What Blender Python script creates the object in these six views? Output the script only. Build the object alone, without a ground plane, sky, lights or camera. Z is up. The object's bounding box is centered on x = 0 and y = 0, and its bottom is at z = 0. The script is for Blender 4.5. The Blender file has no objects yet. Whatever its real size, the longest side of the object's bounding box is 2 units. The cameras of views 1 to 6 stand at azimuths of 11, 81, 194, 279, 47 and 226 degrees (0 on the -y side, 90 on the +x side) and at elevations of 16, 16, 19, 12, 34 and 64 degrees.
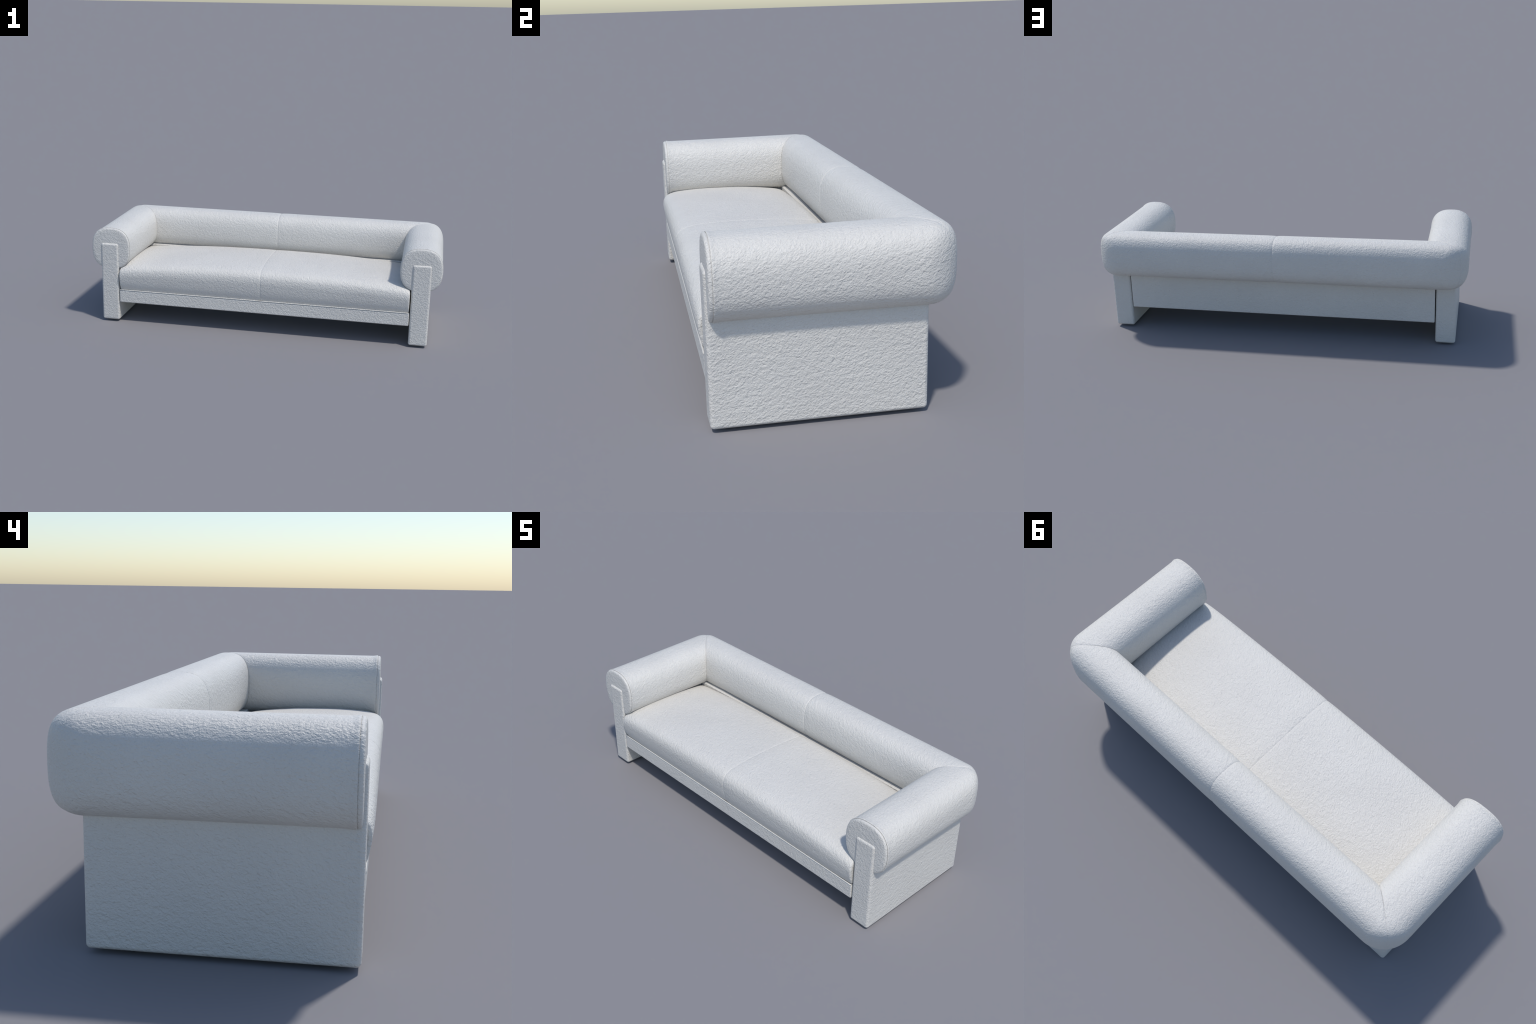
# A long low two-seat sofa: slab sides, one thick roll bent round the arms and
# the back, a single soft seat with a middle seam, all in off-white woven cloth.
import bpy, bmesh, math
import numpy as np
from mathutils import Vector

# ------------------------------------------------------------------ sizes (m)
XC, YC, ZC = 0.8855, 0.2735, 0.4385      # where arm axis and back axis cross, roll height
ROLL_W, BACK_W, ROLL_H, ARM_N, BACK_N = 0.1125, 0.0972, 0.1205, 2.5, 2.75   # half widths of arm and back, half height, squareness
CORNER_R = 0.135                         # plan radius of the outer corner of the roll
ARM_FRONT = -0.3345                      # where the arm tube ends at its seam
PANEL_IN, PANEL_OUT = 0.838, 0.9410       # slab side, inner and outer face
PANEL_FRONT, PANEL_BACK = -0.3560, 0.2735
LIFT = 0.0085                             # the slabs stand this far above the floor
SEAT_HALF = 0.8325                       # seat and rail run between the slabs


# ------------------------------------------------------------------ materials
def fabric_material():
    m = bpy.data.materials.new("off_white_woven_cloth")
    m.use_nodes = True
    nt = m.node_tree
    N, L = nt.nodes, nt.links
    bsdf = N["Principled BSDF"]
    tc = N.new("ShaderNodeTexCoord")

    slant = Vector((1, 0, 0)).rotation_difference(Vector((-0.52, 0.775, 0.36))).to_euler()

    def noise(scale, detail, rough, dist, stretch=(1, 1, 1)):
        mp = N.new("ShaderNodeMapping")
        mp.vector_type = 'TEXTURE'
        mp.inputs["Rotation"].default_value = slant
        mp.inputs["Scale"].default_value = stretch
        L.new(tc.outputs["Object"], mp.inputs["Vector"])
        n = N.new("ShaderNodeTexNoise")
        n.inputs["Scale"].default_value = scale
        n.inputs["Detail"].default_value = detail
        n.inputs["Roughness"].default_value = rough
        n.inputs["Distortion"].default_value = dist
        L.new(mp.outputs["Vector"], n.inputs["Vector"])
        return n.outputs["Fac"]

    def math_node(op, a, b):
        n = N.new("ShaderNodeMath")
        n.operation = op
        for i, v in enumerate((a, b)):
            if isinstance(v, (int, float)):
                n.inputs[i].default_value = v
            else:
                L.new(v, n.inputs[i])
        return n.outputs[0]

    # crinkled slubs, about a centimetre long, all lying along one slant
    slub = noise(185.0, 2.0, 0.55, 0.3, stretch=(1.6, 1.0, 1.0))
    wrinkle = noise(78.0, 1.0, 0.5, 0.4, stretch=(1.8, 1.0, 1.0))
    fine = noise(330.0, 1.0, 0.5, 0.0, stretch=(1.0, 1.0, 1.0))
    height = math_node("ADD", slub, math_node("MULTIPLY", wrinkle, 0.9))
    height = math_node("ADD", height, math_node("MULTIPLY", fine, 0.34))
    bump = N.new("ShaderNodeBump")
    bump.inputs["Strength"].default_value = 1.0
    bump.inputs["Distance"].default_value = 0.0028
    L.new(height, bump.inputs["Height"])
    L.new(bump.outputs["Normal"], bsdf.inputs["Normal"])

    # faint lighter and darker blotches in the cloth colour
    ramp = N.new("ShaderNodeValToRGB")
    ramp.color_ramp.elements[0].position = 0.35
    ramp.color_ramp.elements[1].position = 0.65
    ramp.color_ramp.elements[0].color = (0.650, 0.630, 0.590, 1)
    ramp.color_ramp.elements[1].color = (0.675, 0.655, 0.613, 1)
    L.new(noise(5.0, 2.0, 0.5, 0.0), ramp.inputs["Fac"])
    L.new(ramp.outputs["Color"], bsdf.inputs["Base Color"])
    bsdf.inputs["Roughness"].default_value = 0.48
    bsdf.inputs["Specular IOR Level"].default_value = 0.36
    return m


def dark_material():
    m = bpy.data.materials.new("black_plastic_glide")
    m.use_nodes = True
    nt = m.node_tree
    b = nt.nodes["Principled BSDF"]
    n = nt.nodes.new("ShaderNodeTexNoise")
    n.inputs["Scale"].default_value = 40
    r = nt.nodes.new("ShaderNodeValToRGB")
    r.color_ramp.elements[0].color = (0.012, 0.012, 0.013, 1)
    r.color_ramp.elements[1].color = (0.022, 0.022, 0.023, 1)
    nt.links.new(n.outputs["Fac"], r.inputs["Fac"])
    nt.links.new(r.outputs["Color"], b.inputs["Base Color"])
    b.inputs["Roughness"].default_value = 0.6
    return m


CLOTH = fabric_material()
BLACK = dark_material()


# ------------------------------------------------------------------ helpers
def add_object(name, bm, mat, parent, smooth=True, kind=None):
    bmesh.ops.recalc_face_normals(bm, faces=bm.faces)
    me = bpy.data.meshes.new(name)
    bm.to_mesh(me)
    bm.free()
    for p in me.polygons:
        p.use_smooth = smooth
    me.materials.append(mat)
    ob = bpy.data.objects.new(name, me)
    bpy.context.scene.collection.objects.link(ob)
    ob.parent = parent
    return ob


def loft(rings, cap_start=None, cap_end=None, inner_caps=True):
    """Skin closed rings (arrays k x 3); a cap is a fan to the given centre point."""
    bm = bmesh.new()
    R = [[bm.verts.new(tuple(p)) for p in r] for r in rings]
    k = len(rings[0])
    for a, b in zip(R[:-1], R[1:]):
        for i in range(k):
            j = (i + 1) % k
            bm.faces.new((a[i], a[j], b[j], b[i]))
    for ring, c in ((R[0], cap_start), (R[-1], cap_end)):
        if c is not None:
            v = bm.verts.new(tuple(c))
            if inner_caps:      # hidden stopper: its own rim, so that the skin's shading ends cleanly
                ring = [bm.verts.new(u.co) for u in ring]
            for i in range(k):
                bm.faces.new((ring[i], ring[(i + 1) % k], v))
    return bm


def rounded_box(lo, hi, r, seg=4):
    bm = bmesh.new()
    bmesh.ops.create_cube(bm, size=1.0)
    for v in bm.verts:
        v.co = [(lo[i] + hi[i]) / 2 + v.co[i] * (hi[i] - lo[i]) for i in range(3)]
    bmesh.ops.bevel(bm, geom=bm.edges[:], offset=r, segments=seg, profile=0.5, affect='EDGES')
    return bm


def tube_along(points, r, k=10):
    """A thin round cord along a polyline."""
    pts = [np.array(p, float) for p in points]
    rings = []
    for i, p in enumerate(pts):
        t = pts[min(i + 1, len(pts) - 1)] - pts[max(i - 1, 0)]
        t /= np.linalg.norm(t)
        a = np.cross(t, [0, 0, 1.0])
        a /= np.linalg.norm(a)
        b = np.cross(a, t)
        rings.append(np.array([p + r * (math.cos(w) * a + math.sin(w) * b)
                               for w in np.linspace(0, 2 * math.pi, k, endpoint=False)]))
    return loft(rings, pts[0], pts[-1], False)


# ------------------------------------------------------------------ the roll
K = 112


def roll_section(n):
    """Squared-off oval: outward offset (-1 to 1) and height z about the roll axis."""
    t = np.linspace(0, 2 * math.pi, K, endpoint=False)
    c, s = np.cos(t), np.sin(t)
    e = 2.0 / n
    return (np.sign(c) * np.abs(c) ** e, np.sign(s) * np.abs(s) ** e * ROLL_H)


def corner_radius(t):
    """Plan radius of the bend: sharp inside, wide outside (t = -1 inside, 1 outside)."""
    u = np.clip((t + 1) / 2, 0, 1)
    return CORNER_R * u ** 3.6


def roll_leg(start, end, w_own, w_other, n_start, start_fn, n_straight, n_arc=18):
    """Rings from `start` along one axis to the mitre, as (outward, along, z).
    `end` is where the axes cross; start_fn(d) is the inset near the start."""
    rings = []
    us = np.linspace(0, 1, n_straight)
    for q in range(n_straight + n_arc):
        straight = q < n_straight
        d_start = us[min(q, n_straight - 1)] * (end - start)
        w = 0 if straight else (q - n_straight + 1) / n_arc
        d_mitre = (end - start - d_start) + 0.06 * (1 - w)
        t0, z0 = roll_section(n_start + (BACK_N - n_start) * (d_start / (end - start)) ** 2)
        inset = 0.0012 * math.exp(-d_mitre / 0.008) + 0.0026 * math.exp(-(d_mitre / 0.04) ** 2)
        inset = inset * (0.15 + 0.85 * (t0 + 1) / 2) + start_fn(d_start)
        f = 1 - inset / w_own
        t, z = t0 * f, z0 * f
        own, other = t * w_own, t * w_other
        r = corner_radius(t)
        if straight:
            rings.append(np.stack([own, start + us[q] * (end + other - r - start), z], 1))
        else:
            a = w * math.pi / 4
            rings.append(np.stack([own - r + r * math.cos(a), end + other - r + r * math.sin(a), z], 1))
    return rings


def arm_start(d):
    # the tube swells a little at its front seam, then tucks into it
    return -0.0022 * math.exp(-(d / 0.010) ** 2)


def back_start(d):
    # pulled in where the two halves of the back are sewn together
    return 0.0020 * math.exp(-d / 0.004) + 0.0010 * math.exp(-(d / 0.03) ** 2)


def build_armrest(side, parent):
    rings = roll_leg(ARM_FRONT, YC, ROLL_W, BACK_W, ARM_N, arm_start, 120)
    first = rings[0].copy()
    lip = []
    for f, dy in ((0.956, 0.0026), (0.967, 0.0004), (0.978, -0.0012), (0.990, -0.0012)):
        q = first.copy()
        q[:, 0] *= f
        q[:, 2] *= f
        q[:, 1] += dy
        lip.append(q)
    rings = lip + rings
    def place(r):
        return np.stack([side * (XC + r[:, 0]), r[:, 1], ZC + r[:, 2]], 1)
    bm = loft([place(r) for r in rings],
              (side * XC, ARM_FRONT + 0.01, ZC), (side * XC, YC - 0.03, ZC))
    arm = add_object("armrest", bm, CLOTH, parent)

    # end cap: a padded disc sewn to the tube, rounded rim and slightly domed face
    caps = []
    for f, y in ((0.948, ARM_FRONT + 0.005), (0.960, ARM_FRONT + 0.0008), (0.9700, ARM_FRONT - 0.0010),
                 (0.9780, ARM_FRONT - 0.0032), (0.9785, ARM_FRONT - 0.0060), (0.969, ARM_FRONT - 0.0093),
                 (0.948, ARM_FRONT - 0.0118), (0.915, ARM_FRONT - 0.0131), (0.80, ARM_FRONT - 0.0139),
                 (0.55, ARM_FRONT - 0.0143), (0.25, ARM_FRONT - 0.0145)):
        q = first.copy()
        q[:, 0] *= f
        q[:, 2] *= f
        q[:, 1] = y
        caps.append(place(q))
    bm = loft(caps, (side * XC, ARM_FRONT + 0.012, ZC), (side * XC, ARM_FRONT - 0.0145, ZC), False)
    add_object("end_cap", bm, CLOTH, arm)
    return arm


def build_back_half(side, parent):
    rings = roll_leg(0.0, XC, BACK_W, ROLL_W, BACK_N, back_start, 210)
    def place(r):
        # the sitting face leans back a touch below
        lean = np.clip(-r[:, 2] / ROLL_H, 0, 1) * np.clip(-r[:, 0] / BACK_W, 0, 1) * np.clip((0.765 - r[:, 1]) / 0.12, 0, 1)
        return np.stack([side * r[:, 1], YC + r[:, 0] + 0.006 * lean, ZC + r[:, 2]], 1)
    bm = loft([place(r) for r in rings], (side * 0.01, YC, ZC), (side * (XC - 0.03), YC, ZC))
    return add_object("backrest", bm, CLOTH, parent)


# ------------------------------------------------------------------ the seat
def smooth_closed(ctrl, per):
    """Closed Catmull-Rom curve through (y, z) control points, evenly resampled."""
    P = np.array(ctrl, float)
    n = len(P)
    out = []
    for i in range(n):
        p0, p1, p2, p3 = P[i - 1], P[i], P[(i + 1) % n], P[(i + 2) % n]
        for t in np.linspace(0, 1, 24, endpoint=False):
            out.append(0.5 * (2 * p1 + (p2 - p0) * t + (2 * p0 - 5 * p1 + 4 * p2 - p3) * t * t
                              + (3 * p1 - p0 - 3 * p2 + p3) * t ** 3))
    out = np.array(out)
    seg = np.linalg.norm(np.roll(out, -1, 0) - out, axis=1)
    acc = np.concatenate([[0], np.cumsum(seg)])
    want = np.linspace(0, acc[-1], per, endpoint=False)
    full = np.vstack([out, out[:1]])
    return np.stack([np.interp(want, acc, full[:, c]) for c in (0, 1)], 1)


SEAT_BASE = 0.197
SEAT_TOP = 0.380
SEAT_PROFILE = [(-0.340, 0.197), (-0.351, 0.201), (-0.3618, 0.233), (-0.3688, 0.275), (-0.3708, 0.312),
                (-0.3625, 0.342), (-0.3390, 0.3625), (-0.295, 0.3735), (-0.20, 0.3800),
                (-0.08, 0.3790), (0.04, 0.3735), (0.11, 0.3675), (0.156, 0.360), (0.178, 0.345), (0.1815, 0.30),
                (0.176, 0.22), (0.160, 0.198), (0.0, 0.197), (-0.2, 0.197)]


def build_seat_half(side, parent):
    """Half of the seat: the profile swept along x, crowned in the middle of the sofa
    and sinking towards the arms, drawn in at the middle seam."""
    prof = smooth_closed(SEAT_PROFILE, 260)
    cy, cz = -0.09, 0.29
    xs = np.concatenate([np.linspace(0, 0.03, 16), np.linspace(0.036, 0.78, 120),
                         np.linspace(0.784, SEAT_HALF, 22)])
    rings = []
    for x in xs:
        d_end, d_seam = SEAT_HALF - x, x
        drop = 0.027 * (x / 0.79) ** 2.3 + 0.012 * math.exp(-d_end / 0.02)
        h = (SEAT_TOP - SEAT_BASE - drop) / (SEAT_TOP - SEAT_BASE)
        inset = 0.0018 * math.exp(-d_seam / 0.004) + 0.0010 * math.exp(-(d_seam / 0.03) ** 2)
        r = 0.008
        if d_end < r:
            inset += r - math.sqrt(max(0, r * r - (r - d_end) ** 2))
        p = prof.copy()
        p[:, 1] = np.where(p[:, 1] > SEAT_BASE, SEAT_BASE + (p[:, 1] - SEAT_BASE) * h, p[:, 1])
        # the back corners sink a little further
        p[:, 1] -= 0.007 * (x / SEAT_HALF) ** 3 * np.clip((p[:, 0] + 0.02) / 0.17, 0, 1) * np.clip((p[:, 1] - 0.25) / 0.08, 0, 1)
        p[:, 0] += 0.004 * math.exp(-d_end / 0.06) * np.clip((-0.30 - p[:, 0]) / 0.05, 0, 1)
        v = p - [cy, cz]
        n = np.abs(v) / np.array([0.28, 0.09])
        p[:, 0] -= np.sign(v[:, 0]) * inset * np.clip(n[:, 0] ** 3, 0, 1)
        p[:, 1] -= np.sign(v[:, 1]) * inset * np.clip(n[:, 1], 0, 1)
        rings.append(np.stack([np.full(len(p), side * x), p[:, 0], p[:, 1]], 1))
    bm = loft(rings, (side * 0.006, cy, cz), (side * SEAT_HALF, cy, cz - 0.02), True)
    return add_object("seat_cushion", bm, CLOTH, parent)


# ------------------------------------------------------------------ hard parts
def build_side_panel(side, parent):
    """Slab side with a front post that climbs up the face of the arm."""
    outline = [(PANEL_FRONT, LIFT), (PANEL_BACK, LIFT), (PANEL_BACK, 0.345),
               (-0.28, 0.345), (-0.28, 0.4715), (PANEL_FRONT, 0.4715)]
    bm = bmesh.new()
    a = [bm.verts.new((side * PANEL_IN, y, z)) for y, z in outline]
    b = [bm.verts.new((side * PANEL_OUT, y, z)) for y, z in outline]
    bm.faces.new(a)
    bm.faces.new(b)
    n = len(outline)
    for i in range(n):
        j = (i + 1) % n
        bm.faces.new((a[i], a[j], b[j], b[i]))
    bmesh.ops.recalc_face_normals(bm, faces=bm.faces)
    bmesh.ops.bevel(bm, geom=bm.edges[:], offset=0.0125, segments=7, profile=0.5, affect='EDGES')
    panel = add_object("side_panel", bm, CLOTH, parent)
    for y in (PANEL_FRONT + 0.09, PANEL_BACK - 0.09):
        bm = bmesh.new()
        bmesh.ops.create_cone(bm, cap_ends=True, segments=32, radius1=0.018, radius2=0.020, depth=LIFT + 0.002)
        bmesh.ops.translate(bm, verts=bm.verts[:], vec=(side * (PANEL_IN + PANEL_OUT) / 2, y, (LIFT + 0.002) / 2))
        add_object("foot", bm, BLACK, panel, smooth=False)
    return panel


def finish_flat(ob):
    """Flat faces stay flat: weight the normals so that only the rounded edges bend."""
    md = ob.modifiers.new("weighted", "WEIGHTED_NORMAL")
    md.keep_sharp = True
    md.weight = 100


sofa = bpy.data.objects.new("sofa", None)
bpy.context.scene.collection.objects.link(sofa)
sofa["label"] = "long low off-white upholstered sofa with thick rolled arms and back"
sofa["category"] = "sofa"

for side in (1, -1):
    build_armrest(side, sofa)
    build_back_half(side, sofa)
    build_seat_half(side, sofa)
    finish_flat(build_side_panel(side, sofa))

rail = add_object("front_rail", rounded_box((-SEAT_HALF - 0.002, -0.3555, 0.1200), (SEAT_HALF + 0.002, 0.20, 0.1920), 0.006),
                  CLOTH, sofa)
finish_flat(rail)
back_panel = add_object("back_panel", rounded_box((-0.8335, 0.1835, 0.1208), (0.8335, 0.2730, 0.335), 0.005), CLOTH, sofa)
finish_flat(back_panel)
add_object("piping", tube_along([(x, -0.3540, 0.1955) for x in np.linspace(-SEAT_HALF, SEAT_HALF, 60)], 0.0030),
           CLOTH, rail)
